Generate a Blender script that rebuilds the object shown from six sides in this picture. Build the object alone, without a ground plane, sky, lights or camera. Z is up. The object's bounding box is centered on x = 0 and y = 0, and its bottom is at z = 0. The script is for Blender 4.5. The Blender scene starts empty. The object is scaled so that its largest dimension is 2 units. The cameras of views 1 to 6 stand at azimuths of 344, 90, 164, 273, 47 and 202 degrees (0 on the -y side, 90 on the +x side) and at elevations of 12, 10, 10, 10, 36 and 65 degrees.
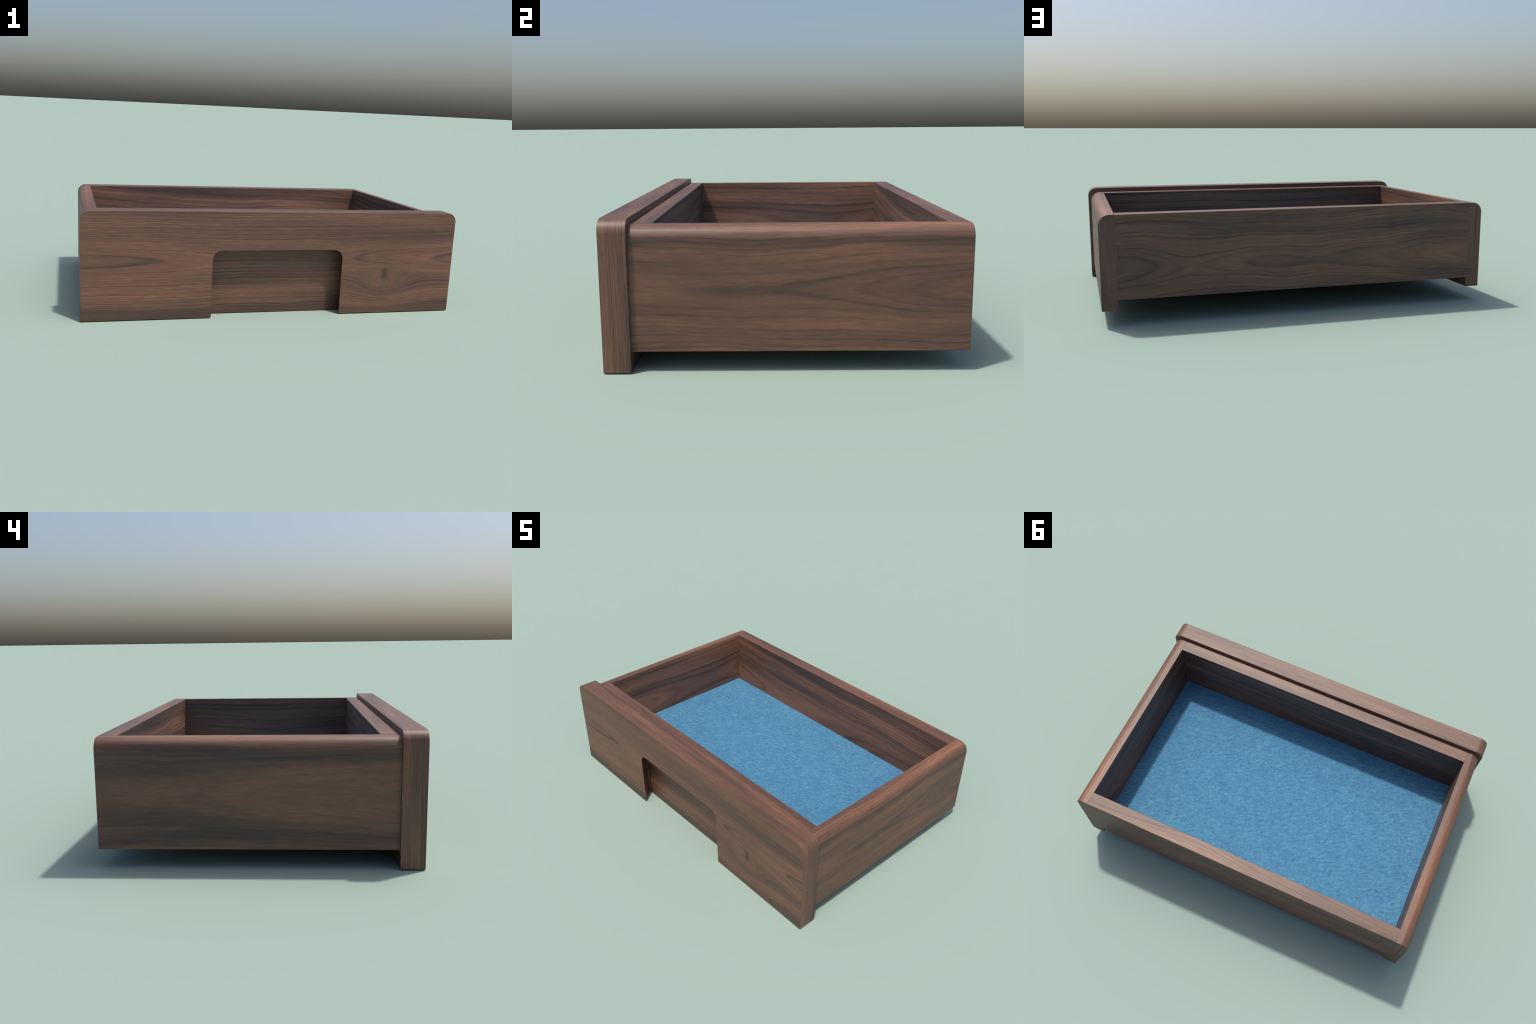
"""A walnut drawer: thick front with an undercut finger pull, dadoed box, blue felt floor."""
import math
import bpy
import bmesh
from mathutils import Vector

# ------------------------------------------------------------------ sizes (metres)
FRONT_HALF = 1.0          # half length of the drawer front
FRONT_Y0, FRONT_Y1 = -0.6495, -0.5500
FRONT_TOP = 0.5500
FRONT_RADIUS = 0.050      # rounded upper corners of the front
BOX_HALF = 0.9850         # half width over the side walls
WALL = 0.0750             # wall thickness
BACK_Y = 0.6500
SIDE_Z0, BOX_TOP = 0.0750, 0.5250
BOX_RADIUS = 0.050
BOARD_Z0, BOARD_Z1 = 0.1250, 0.1750
DADO = 0.0375             # how deep the bottom board sits in the sides
FELT_TOP = 0.1772
PULL_HALF, PULL_TOP, PULL_RADIUS = 0.3500, 0.3500, 0.050   # finger pull at the face
PULL_FLARE = 0.062        # undercut behind the face
PULL_Y1, PULL_Y2 = -0.5800, -0.5700


# ------------------------------------------------------------------ node helpers
class Tree:
    def __init__(self, tree):
        self.t = tree

    def node(self, kind, **props):
        n = self.t.nodes.new(kind)
        for k, v in props.items():
            setattr(n, k, v)
        return n

    def put(self, socket, value):
        if isinstance(value, bpy.types.NodeSocket):
            self.t.links.new(value, socket)
        elif value is not None:
            socket.default_value = value

    def math(self, op, a, b=None, c=None, clamp=False):
        n = self.node("ShaderNodeMath", operation=op, use_clamp=clamp)
        for s, v in zip(n.inputs, (a, b, c)):
            self.put(s, v)
        return n.outputs[0]

    def add(self, *v):
        out = v[0]
        for x in v[1:]:
            out = self.math("ADD", out, x)
        return out

    def sub(self, a, b):
        return self.math("SUBTRACT", a, b)

    def mul(self, *v):
        out = v[0]
        for x in v[1:]:
            out = self.math("MULTIPLY", out, x)
        return out

    def vec(self, x, y=0.0, z=0.0):
        n = self.node("ShaderNodeCombineXYZ")
        for s, v in zip(n.inputs, (x, y, z)):
            self.put(s, v)
        return n.outputs[0]

    def noise(self, vector, scale=1.0, detail=2.0, rough=0.5, color=False):
        n = self.node("ShaderNodeTexNoise", noise_dimensions="3D")
        self.put(n.inputs["Vector"], vector)
        self.put(n.inputs["Scale"], scale)
        self.put(n.inputs["Detail"], detail)
        self.put(n.inputs["Roughness"], rough)
        return n.outputs["Color" if color else "Fac"]

    def signed(self, vector, amount, **kw):
        """Noise centred on zero, scaled."""
        return self.mul(self.sub(self.noise(vector, **kw), 0.5), amount)

    def ramp(self, fac, stops, interpolation="LINEAR"):
        n = self.node("ShaderNodeValToRGB")
        n.color_ramp.interpolation = interpolation
        e = n.color_ramp.elements
        while len(e) < len(stops):
            e.new(0.5)
        for el, (p, c) in zip(e, stops):
            el.position = p
            el.color = (c, c, c, 1) if isinstance(c, (int, float)) else (*c, 1)
        self.put(n.inputs[0], fac)
        return n.outputs[0]

    def smooth(self, x, lo, hi, to_lo=0.0, to_hi=1.0):
        n = self.node("ShaderNodeMapRange", interpolation_type="SMOOTHSTEP")
        for s, v in zip(n.inputs, (x, lo, hi, to_lo, to_hi)):
            self.put(s, v)
        return n.outputs[0]

    def mix(self, fac, a, b, blend="MIX"):
        n = self.node("ShaderNodeMix", data_type="RGBA", blend_type=blend)
        self.put(n.inputs[0], fac)
        self.put(n.inputs[6], a if isinstance(a, bpy.types.NodeSocket) else (*a, 1))
        self.put(n.inputs[7], b if isinstance(b, bpy.types.NodeSocket) else (*b, 1))
        return n.outputs[2]


# ------------------------------------------------------------------ walnut
# A sawn board: growth rings around a pith that lies below the face at a depth that
# changes along the board.  Where the pith dips the rings close into cathedral tips.
GRAIN_INPUTS = dict(U=0.0, V=0.0, Heart=0.3, Center=0.0, Depth=0.14, Slope=0.07, Rings=50.0, Seed=0.0,
                    Knot_U=9.0, Knot_V=9.0, Knot_Size=0.10, Wander=1.0, Tilt=0.0, Tone=0.0, Lines=1.0, Bands=1.0,
                    Dark_V=9.0, Dark_Width=0.04, Dark=0.25, Murk_V=9.0, Murk_Width=0.04, Murk=0.25)


def walnut_group():
    g = bpy.data.node_groups.new("walnut_grain", "ShaderNodeTree")
    for name, value in GRAIN_INPUTS.items():
        s = g.interface.new_socket(name, in_out="INPUT", socket_type="NodeSocketFloat")
        s.default_value = value
    g.interface.new_socket("Color", in_out="OUTPUT", socket_type="NodeSocketColor")
    g.interface.new_socket("Height", in_out="OUTPUT", socket_type="NodeSocketFloat")
    t = Tree(g)
    i = t.node("NodeGroupInput").outputs
    u, v, seed = i["U"], i["V"], i["Seed"]
    # the grain parts around a knot
    ku = t.math("DIVIDE", t.sub(u, i["Knot_U"]), i["Knot_Size"])
    kv = t.math("DIVIDE", t.sub(v, i["Knot_V"]), t.mul(i["Knot_Size"], 0.75))
    k2 = t.add(t.mul(ku, ku), t.mul(kv, kv))
    halo = t.math("EXPONENT", t.mul(k2, -0.5))
    # lines below the knot sag round it, those above lift only a little
    parting = t.mul(halo, t.add(t.smooth(kv, -1.2, 0.5, -1.0, 0.15)), i["Knot_Size"], 1.05)
    # slow wander of the fibres
    low = t.signed(t.vec(t.mul(u, 1.1), t.mul(v, 1.6), seed), t.mul(i["Wander"], 0.10), detail=1.5)
    mid = t.signed(t.vec(t.mul(u, 3.8), t.mul(v, 8.0), t.add(seed, 3.7)), t.mul(i["Wander"], 0.026), detail=2.5)
    fine = t.signed(t.vec(t.mul(u, 11.0), t.mul(v, 22.0), t.add(seed, 9.1)), t.mul(i["Wander"], 0.006), detail=2.0)
    vv = t.add(v, low, mid, fine, t.mul(parting, -1.0), t.mul(u, i["Tilt"]))
    q = t.sub(vv, i["Heart"])
    du = t.sub(u, i["Center"])
    reach = t.math("SQRT", t.add(t.mul(du, du), 0.02))
    d = t.add(i["Depth"], t.mul(reach, i["Slope"], -1.0),
              t.signed(t.vec(t.mul(u, 1.3), 4.4, seed), t.mul(i["Wander"], 0.07), detail=1.0))
    r = t.math("SQRT", t.add(t.mul(q, q), t.mul(d, d)))
    # rings of uneven width
    rr = t.mul(r, i["Rings"])
    tt = t.add(rr, t.mul(t.noise(t.vec(t.mul(rr, 0.33), seed, 1.0), detail=1.5), 3.2))
    ring = t.math("FLOOR", tt)
    frac = t.math("FRACT", tt)
    wn = t.node("ShaderNodeTexWhiteNoise", noise_dimensions="2D")
    t.put(wn.inputs["Vector"], t.vec(ring, seed))
    strength = t.smooth(wn.outputs["Value"], 0.1, 1.0, 0.22, 1.0)
    late = t.ramp(frac, [(0.0, 0.0), (0.30, 0.06), (0.62, 0.32), (0.80, 1.0), (0.87, 0.9), (1.0, 0.0)])
    fade = t.smooth(t.noise(t.vec(t.mul(u, 2.2), t.mul(v, 16.0), t.add(seed, 21.0)), detail=2.0), 0.3, 0.60, 0.42, 1.0)
    lines = t.mul(late, strength, fade, i["Lines"])
    # broad bands and colour streaks that follow the rings
    broad = t.noise(t.vec(t.mul(r, 13.0), t.mul(u, 0.8), t.add(seed, 31.0)), detail=2.0, rough=0.55)
    streak = t.noise(t.vec(t.mul(r, 55.0), t.mul(u, 0.9), t.add(seed, 47.0)), detail=2.0)
    fibre = t.noise(t.vec(t.mul(u, 9.0), t.mul(vv, 210.0), seed), detail=3.0, rough=0.6)
    fleck = t.noise(t.vec(t.mul(u, 16.0), t.mul(vv, 105.0), t.add(seed, 5.0)), detail=2.0)
    heart_of_knot = t.math("EXPONENT", t.mul(t.add(t.mul(ku, ku, 55.0), t.mul(kv, kv, 7.0)), -1.0))
    knot_ring = t.mul(t.math("EXPONENT", t.mul(k2, -3.0)), t.smooth(t.math("SINE", t.mul(t.math("SQRT", k2), 26.0)), -0.2, 1.0), 0.03)
    value = t.add(0.56, i["Tone"],
                  t.mul(t.sub(broad, 0.5), i["Bands"], 1.30),
                  t.mul(t.sub(streak, 0.5), 0.36),
                  t.mul(lines, -0.50),
                  t.mul(t.sub(fibre, 0.5), 0.26),
                  t.mul(t.sub(fleck, 0.5), 0.34),
                  t.mul(heart_of_knot, -0.42), t.mul(knot_ring, -1.0))
    for name in ("Dark", "Murk"):      # a dark streak lying along the board
        off = t.math("DIVIDE", t.sub(t.add(vv, t.signed(t.vec(t.mul(u, 1.7), 2.0, t.add(seed, 61.0)), 0.05)), i[name + "_V"]), i[name + "_Width"])
        value = t.sub(value, t.mul(t.math("EXPONENT", t.mul(t.math("POWER", t.math("ABSOLUTE", off), 6.0), -1.0)), i[name]))
    wood = t.ramp(value, [(0.0, WOOD[0]), (0.28, WOOD[1]), (0.56, WOOD[2]), (0.80, WOOD[3]), (1.0, WOOD[4])])
    tint = t.noise(t.vec(t.mul(u, 9.0), t.mul(vv, 85.0), t.add(seed, 77.0)), detail=2.0)
    rosy = t.mix(1.0, wood, (1.03, 0.965, 0.985), "MULTIPLY")
    olive = t.mix(1.0, wood, (0.97, 1.03, 0.985), "MULTIPLY")
    color = t.mix(t.smooth(tint, 0.36, 0.64), rosy, olive)
    out = t.node("NodeGroupOutput")
    t.put(out.inputs["Color"], color)
    t.put(out.inputs["Height"], t.add(t.mul(fibre, 0.6), t.mul(lines, -0.5)))
    return g


WOOD = [(0.044, 0.0260, 0.0195), (0.077, 0.0410, 0.0285), (0.142, 0.0685, 0.0430), (0.228, 0.1040, 0.0575), (0.300, 0.1380, 0.0710)]


def wood_material(name, group, along, across, wrap=False, shift=0.0, **params):
    """along / across: direction vectors in object space whose dot products give U and V."""
    m = bpy.data.materials.new(name)
    m.use_nodes = True
    m.node_tree.nodes.clear()
    t = Tree(m.node_tree)
    p = t.node("ShaderNodeTexCoord").outputs["Object"]

    def dot(a):
        n = t.node("ShaderNodeVectorMath", operation="DOT_PRODUCT")
        t.put(n.inputs[0], p)
        n.inputs[1].default_value = a
        return n.outputs["Value"]

    if wrap:   # the grain runs along the top and turns down both ends
        x, z = dot((1, 0, 0)), dot((0, 0, 1))
        u = t.mul(t.math("SIGN", x), t.add(t.math("ABSOLUTE", x), t.sub(FRONT_TOP, z)))
    else:
        u = dot(along)
    g = t.node("ShaderNodeGroup")
    g.node_tree = group
    t.put(g.inputs["U"], u)
    t.put(g.inputs["V"], t.add(dot(across), shift))
    for k, v in params.items():
        g.inputs[k].default_value = v
    bsdf = t.node("ShaderNodeBsdfPrincipled")
    t.put(bsdf.inputs["Base Color"], g.outputs["Color"])
    t.put(bsdf.inputs["Roughness"], t.smooth(g.outputs["Height"], 0.0, 0.6, 0.52, 0.46))
    bump = t.node("ShaderNodeBump")
    bump.inputs["Strength"].default_value = 0.06
    bump.inputs["Distance"].default_value = 0.004
    t.put(bump.inputs["Height"], g.outputs["Height"])
    t.put(bsdf.inputs["Normal"], bump.outputs[0])
    out = t.node("ShaderNodeOutputMaterial")
    t.put(out.inputs[0], bsdf.outputs[0])
    return m


def felt_material():
    m = bpy.data.materials.new("blue_felt")
    m.use_nodes = True
    m.node_tree.nodes.clear()
    t = Tree(m.node_tree)
    p = t.node("ShaderNodeTexCoord").outputs["Object"]
    sep = t.node("ShaderNodeSeparateXYZ")
    t.put(sep.inputs[0], p)
    x, y = sep.outputs[0], sep.outputs[1]
    warp = t.noise(p, scale=30.0, detail=2.0, color=True)
    wp = t.node("ShaderNodeVectorMath", operation="MULTIPLY_ADD")
    t.put(wp.inputs[0], warp)
    wp.inputs[1].default_value = (0.015, 0.015, 0.015)
    t.put(wp.inputs[2], p)
    cloud = t.noise(wp.outputs[0], scale=13.0, detail=4.0, rough=0.65)
    tuft = t.noise(wp.outputs[0], scale=60.0, detail=3.0, rough=0.6)
    hair_a = t.noise(t.vec(t.mul(x, 130.0), t.mul(y, 230.0), 2.0), detail=2.0, rough=0.6)
    hair_b = t.noise(t.vec(t.mul(x, 230.0), t.mul(y, 130.0), 7.0), detail=2.0, rough=0.6)
    strand = t.noise(t.vec(t.add(t.mul(x, 18.0), t.mul(y, 10.0)), t.add(t.mul(x, -34.0), t.mul(y, 60.0)), 11.0), detail=3.0, rough=0.6)
    value = t.add(0.5, t.mul(t.sub(strand, 0.5), 0.95), t.mul(t.sub(cloud, 0.5), 0.45), t.mul(t.sub(tuft, 0.5), 1.0),
                  t.mul(t.sub(hair_a, 0.5), 0.8), t.mul(t.sub(hair_b, 0.5), 0.8))
    col = t.ramp(value, [(0.0, (0.038, 0.098, 0.218)), (0.32, (0.055, 0.150, 0.278)), (0.58, (0.067, 0.198, 0.315)), (1.0, (0.115, 0.288, 0.368))])
    bsdf = t.node("ShaderNodeBsdfPrincipled")
    t.put(bsdf.inputs["Base Color"], col)
    bsdf.inputs["Roughness"].default_value = 0.95
    bsdf.inputs["Specular IOR Level"].default_value = 0.15
    bump = t.node("ShaderNodeBump")
    bump.inputs["Strength"].default_value = 0.25
    bump.inputs["Distance"].default_value = 0.004
    t.put(bump.inputs["Height"], t.add(tuft, t.mul(hair_a, 0.5), t.mul(hair_b, 0.5)))
    t.put(bsdf.inputs["Normal"], bump.outputs[0])
    out = t.node("ShaderNodeOutputMaterial")
    t.put(out.inputs[0], bsdf.outputs[0])
    return m


# ------------------------------------------------------------------ modelling helpers
def arc(cx, cz, radius, a0, a1, steps=14):
    return [(cx + radius * math.cos(math.radians(a0 + (a1 - a0) * k / steps)),
             cz + radius * math.sin(math.radians(a0 + (a1 - a0) * k / steps))) for k in range(steps + 1)]


def loft(bm, rings):
    """Solid between closed rings of equal vertex count; end rings capped."""
    rows = [[bm.verts.new(p) for p in ring] for ring in rings]
    n = len(rows[0])
    for a, b in zip(rows, rows[1:]):
        for k in range(n):
            bm.faces.new((a[k], a[(k + 1) % n], b[(k + 1) % n], b[k]))
    bm.faces.new(rows[0])
    bm.faces.new(rows[-1])
    bmesh.ops.recalc_face_normals(bm, faces=bm.faces[:])
    return bm


def prism(profile, y0, y1):
    return loft(bmesh.new(), [[(x, y, z) for x, z in profile] for y in (y0, y1)])


def box(x0, x1, y0, y1, z0, z1):
    return prism([(x0, z0), (x1, z0), (x1, z1), (x0, z1)], y0, y1)


def soften(bm, width, wanted, min_angle=40.0, segments=3):
    """Round off the sharp edges picked by wanted(mid point, direction)."""
    edges = []
    for e in bm.edges:
        if len(e.link_faces) == 2 and math.degrees(e.calc_face_angle(0)) > min_angle:
            a, b = e.verts
            if wanted((a.co + b.co) / 2, (b.co - a.co).normalized()):
                edges.append(e)
    bmesh.ops.bevel(bm, geom=edges, offset=width, segments=segments, profile=0.5, affect="EDGES", clamp_overlap=True)


def part(name, bm, materials, pick, parent):
    """Finish a mesh: material per face by pick(normal, centre), smooth arcs, flat planes."""
    bm.normal_update()
    for f in bm.faces:
        f.material_index = pick(f.normal, f.calc_center_median())
        f.smooth = True
    me = bpy.data.meshes.new(name)
    bm.to_mesh(me)
    bm.free()
    for m in materials:
        me.materials.append(m)
    me.set_sharp_from_angle(angle=math.radians(35))
    ob = bpy.data.objects.new(name, me)
    bpy.context.scene.collection.objects.link(ob)
    ob.parent = parent
    w = ob.modifiers.new("even_planes", "WEIGHTED_NORMAL")
    w.mode, w.weight, w.keep_sharp = "FACE_AREA", 100, True
    return ob


def subtract(bm, cutter):
    obs = []
    for b, n in ((bm, "body"), (cutter, "tool")):
        me = bpy.data.meshes.new(n)
        b.to_mesh(me)
        b.free()
        o = bpy.data.objects.new(n, me)
        bpy.context.scene.collection.objects.link(o)
        obs.append(o)
    mod = obs[0].modifiers.new("cut", "BOOLEAN")
    mod.operation, mod.solver, mod.object = "DIFFERENCE", "EXACT", obs[1]
    ev = obs[0].evaluated_get(bpy.context.evaluated_depsgraph_get())
    out = bmesh.new()
    out.from_mesh(ev.data)
    for o in obs:
        me = o.data
        bpy.data.objects.remove(o)
        bpy.data.meshes.remove(me)
    return out


# ------------------------------------------------------------------ the drawer
grain = walnut_group()
X, Y, Z = (1, 0, 0), (0, 1, 0), (0, 0, 1)


def wood(name, along, across, **params):
    return wood_material("walnut_" + name, grain, along, across, **params)


drawer = bpy.data.objects.new("wooden_drawer", None)
bpy.context.scene.collection.objects.link(drawer)
drawer["label"] = "walnut drawer box with finger pull front and blue felt floor"
drawer["category"] = "drawer"

# --- front: slab with rounded upper corners and a dovetail-shaped finger pull cut from below
r = FRONT_RADIUS
outline = [(-FRONT_HALF, 0), (FRONT_HALF, 0)] \
    + arc(FRONT_HALF - r, FRONT_TOP - r, r, 0, 90) + arc(-FRONT_HALF + r, FRONT_TOP - r, r, 90, 180)
slab = prism(outline, FRONT_Y0, FRONT_Y1)


def pull_outline(y, grow):
    h, top, rad = PULL_HALF + grow, PULL_TOP + grow, PULL_RADIUS
    pts = [(-h, -0.05), (h, -0.05)] + arc(h - rad, top - rad, rad, 0, 90) + arc(-h + rad, top - rad, rad, 90, 180)
    return [(x, y, z) for x, z in pts]


lead = 0.03   # the tool runs out in front of the face
slope = PULL_FLARE / (PULL_Y1 - FRONT_Y0)
tool = loft(bmesh.new(), [pull_outline(FRONT_Y0 - lead, 0.0), pull_outline(FRONT_Y0 + 0.004, 0.0),
                          pull_outline(PULL_Y1, PULL_FLARE), pull_outline(PULL_Y2, PULL_FLARE)])
slab = subtract(slab, tool)
soften(slab, 0.005, lambda c, d: c.y < FRONT_Y0 + 0.001 or (c.y < FRONT_Y0 + 0.006 and abs(c.x) < PULL_HALF + .002 and c.z > .002), min_angle=30)
soften(slab, 0.003, lambda c, d: c.y > FRONT_Y1 - 0.001 or (abs(abs(c.x) - FRONT_HALF) < .001 and c.z < .001), min_angle=60)

front_face = wood("front_face", X, Z, Heart=0.30, Center=0.0, Depth=0.100, Slope=0.036, Rings=100, Seed=2.0, Knot_U=0.60, Knot_V=0.215, Knot_Size=0.115, Wander=0.45, Bands=0.5,
                  Dark_V=0.015, Dark_Width=0.036, Dark=0.22, Murk_V=0.445, Murk_Width=0.045, Murk=0.10)
front_edge = wood("front_edge", X, Y, wrap=True, Heart=-0.69, Center=0.1, Depth=0.05, Slope=0.02, Rings=100, Seed=8.0, Wander=0.35, Lines=0.75)
pocket = wood("pull_recess", X, Z, Heart=0.36, Center=0.0, Depth=0.12, Slope=0.0, Rings=75, Seed=5.0, Wander=0.3, Bands=0.5,
              Dark_V=0.015, Dark_Width=0.036, Dark=0.22)


def pick_front(n, c):
    if n.y < -0.5 and abs(c.y - PULL_Y2) < 0.002:
        return 2
    return 0 if abs(n.y) > 0.5 else 1


part("drawer_front", slab, [front_face, front_edge, pocket], pick_front, drawer)

# --- side walls, rounded along the outer top edge, dadoed for the bottom board
inner, r = BOX_HALF - WALL, BOX_RADIUS
for s, faces in ((1, dict(outer=dict(Heart=0.31, Center=-0.60, Depth=0.13, Slope=0.035, Rings=60, Seed=17.0, Wander=0.9, Lines=0.65, Bands=0.9, Dark_V=0.475, Dark_Width=0.018, Dark=0.16),
                          inner=dict(Heart=0.25, Seed=19.0, Rings=50, Wander=0.5),
                          end=dict(Heart=0.935, Center=0.1, Depth=0.08, Slope=0.09, Rings=60, Seed=23.0, Wander=0.4))),
                 (-1, dict(outer=dict(Heart=0.30, Center=0.5, Depth=0.15, Slope=0.065, Rings=44, Seed=29.0, Wander=0.9, Lines=0.45, Bands=0.9,
                                      Dark_V=0.465, Dark_Width=0.026, Dark=0.20, Murk_V=0.125, Murk_Width=0.026, Murk=0.17),
                           inner=dict(Heart=0.28, Center=0.3, Depth=0.14, Slope=0.10, Rings=48, Seed=31.0, Wander=0.6),
                           end=dict(Heart=-0.95, Center=0.0, Depth=0.05, Slope=0.03, Rings=80, Seed=37.0, Wander=0.5)))):
    profile = [(inner, SIDE_Z0), (BOX_HALF, SIDE_Z0)] + arc(BOX_HALF - r, BOX_TOP - r, r, 0, 90) + [
        (inner, BOX_TOP), (inner, BOARD_Z1), (inner + DADO, BOARD_Z1), (inner + DADO, BOARD_Z0), (inner, BOARD_Z0)]
    wall = prism([(s * x, z) for x, z in profile], FRONT_Y1, BACK_Y)
    soften(wall, 0.0025, lambda c, d: (abs(d.y) > 0.9 and ((c.z < SIDE_Z0 + .001) or (c.z > BOX_TOP - .001 and abs(c.x) < inner + .001)))
           or (c.y > BACK_Y - .001 and (c.z > BOX_TOP - r - .001 or abs(c.x) > BOX_HALF - .001)), min_angle=60)
    mats = [wood("side_outer", Y, (-s, 0, 1), shift=BOX_HALF, **faces["outer"]),
            wood("side_inner", Y, Z, **faces["inner"]),
            wood("side_end", Z, X, **faces["end"])]
    part("side_wall", wall, mats,
         lambda n, c: 2 if abs(n.y) > 0.7 else (1 if abs(c.x) < inner + 0.001 and abs(n.x) > 0.7 else 0), drawer)

# --- front and back walls of the box, between the sides, standing on the bottom board
for name, y0, y1, lookout in (
        ("back_wall", BACK_Y - WALL, BACK_Y,
         [dict(Heart=0.27, Center=0.22, Depth=0.115, Slope=0.045, Rings=72, Seed=83.0, Wander=1.2, Lines=0.95, Bands=0.9,
               Dark_V=0.50, Dark_Width=0.03, Dark=0.12, Murk_V=0.16, Murk_Width=0.03, Murk=0.08),
          dict(Heart=0.20, Center=-0.2, Depth=0.12, Slope=0.07, Rings=44, Seed=43.0, Wander=0.6, Tilt=0.04, Dark_V=0.51, Dark_Width=0.05, Dark=0.30),
          dict(Heart=0.55, Center=0.2, Depth=0.12, Slope=0.05, Rings=80, Seed=47.0, Wander=0.4, Lines=0.55)]),
        ("front_wall", FRONT_Y1, FRONT_Y1 + WALL,
         [dict(Heart=0.1, Seed=53.0, Rings=60, Wander=0.4),
          dict(Heart=0.1, Seed=53.0, Rings=60, Wander=0.4),
          dict(Heart=-0.9, Depth=0.1, Slope=0.02, Rings=110, Seed=59.0, Wander=0.3, Lines=0.6)])):
    wall = box(-inner, inner, y0, y1, BOARD_Z1, BOX_TOP)
    soften(wall, 0.0025, lambda c, d: abs(d.x) > 0.9 and c.z > BOX_TOP - .001, min_angle=60)
    mats = [wood(name + k, X, Y if k == "_top" else Z, **p) for k, p in zip(("_outside", "_inside", "_top"), lookout)]
    outside = 1 if name == "back_wall" else -1
    part(name, wall, mats, lambda n, c: 2 if n.z > 0.7 else (0 if n.y * outside > 0 else 1), drawer)

# --- bottom board let into the sides, felt on top
shelf = inner + DADO
board = box(-shelf, shelf, FRONT_Y1, BACK_Y, BOARD_Z0, BOARD_Z1)
part("bottom_board", board,
     [wood("board_edge", X, Z, Heart=0.27, Center=0.22, Depth=0.115, Slope=0.045, Rings=72, Seed=83.0, Wander=1.2, Lines=0.95, Bands=0.9),
      wood("board_face", X, Y, Heart=0.0, Center=0.0, Seed=67.0)],
     lambda n, c: 1 if abs(n.z) > 0.5 else 0, drawer)
felt = box(-inner + .0005, inner - .0005, FRONT_Y1 + WALL + .0005, BACK_Y - WALL - .0005, BOARD_Z1 - 0.001, FELT_TOP)
part("felt_liner", felt, [felt_material()], lambda n, c: 0, drawer)
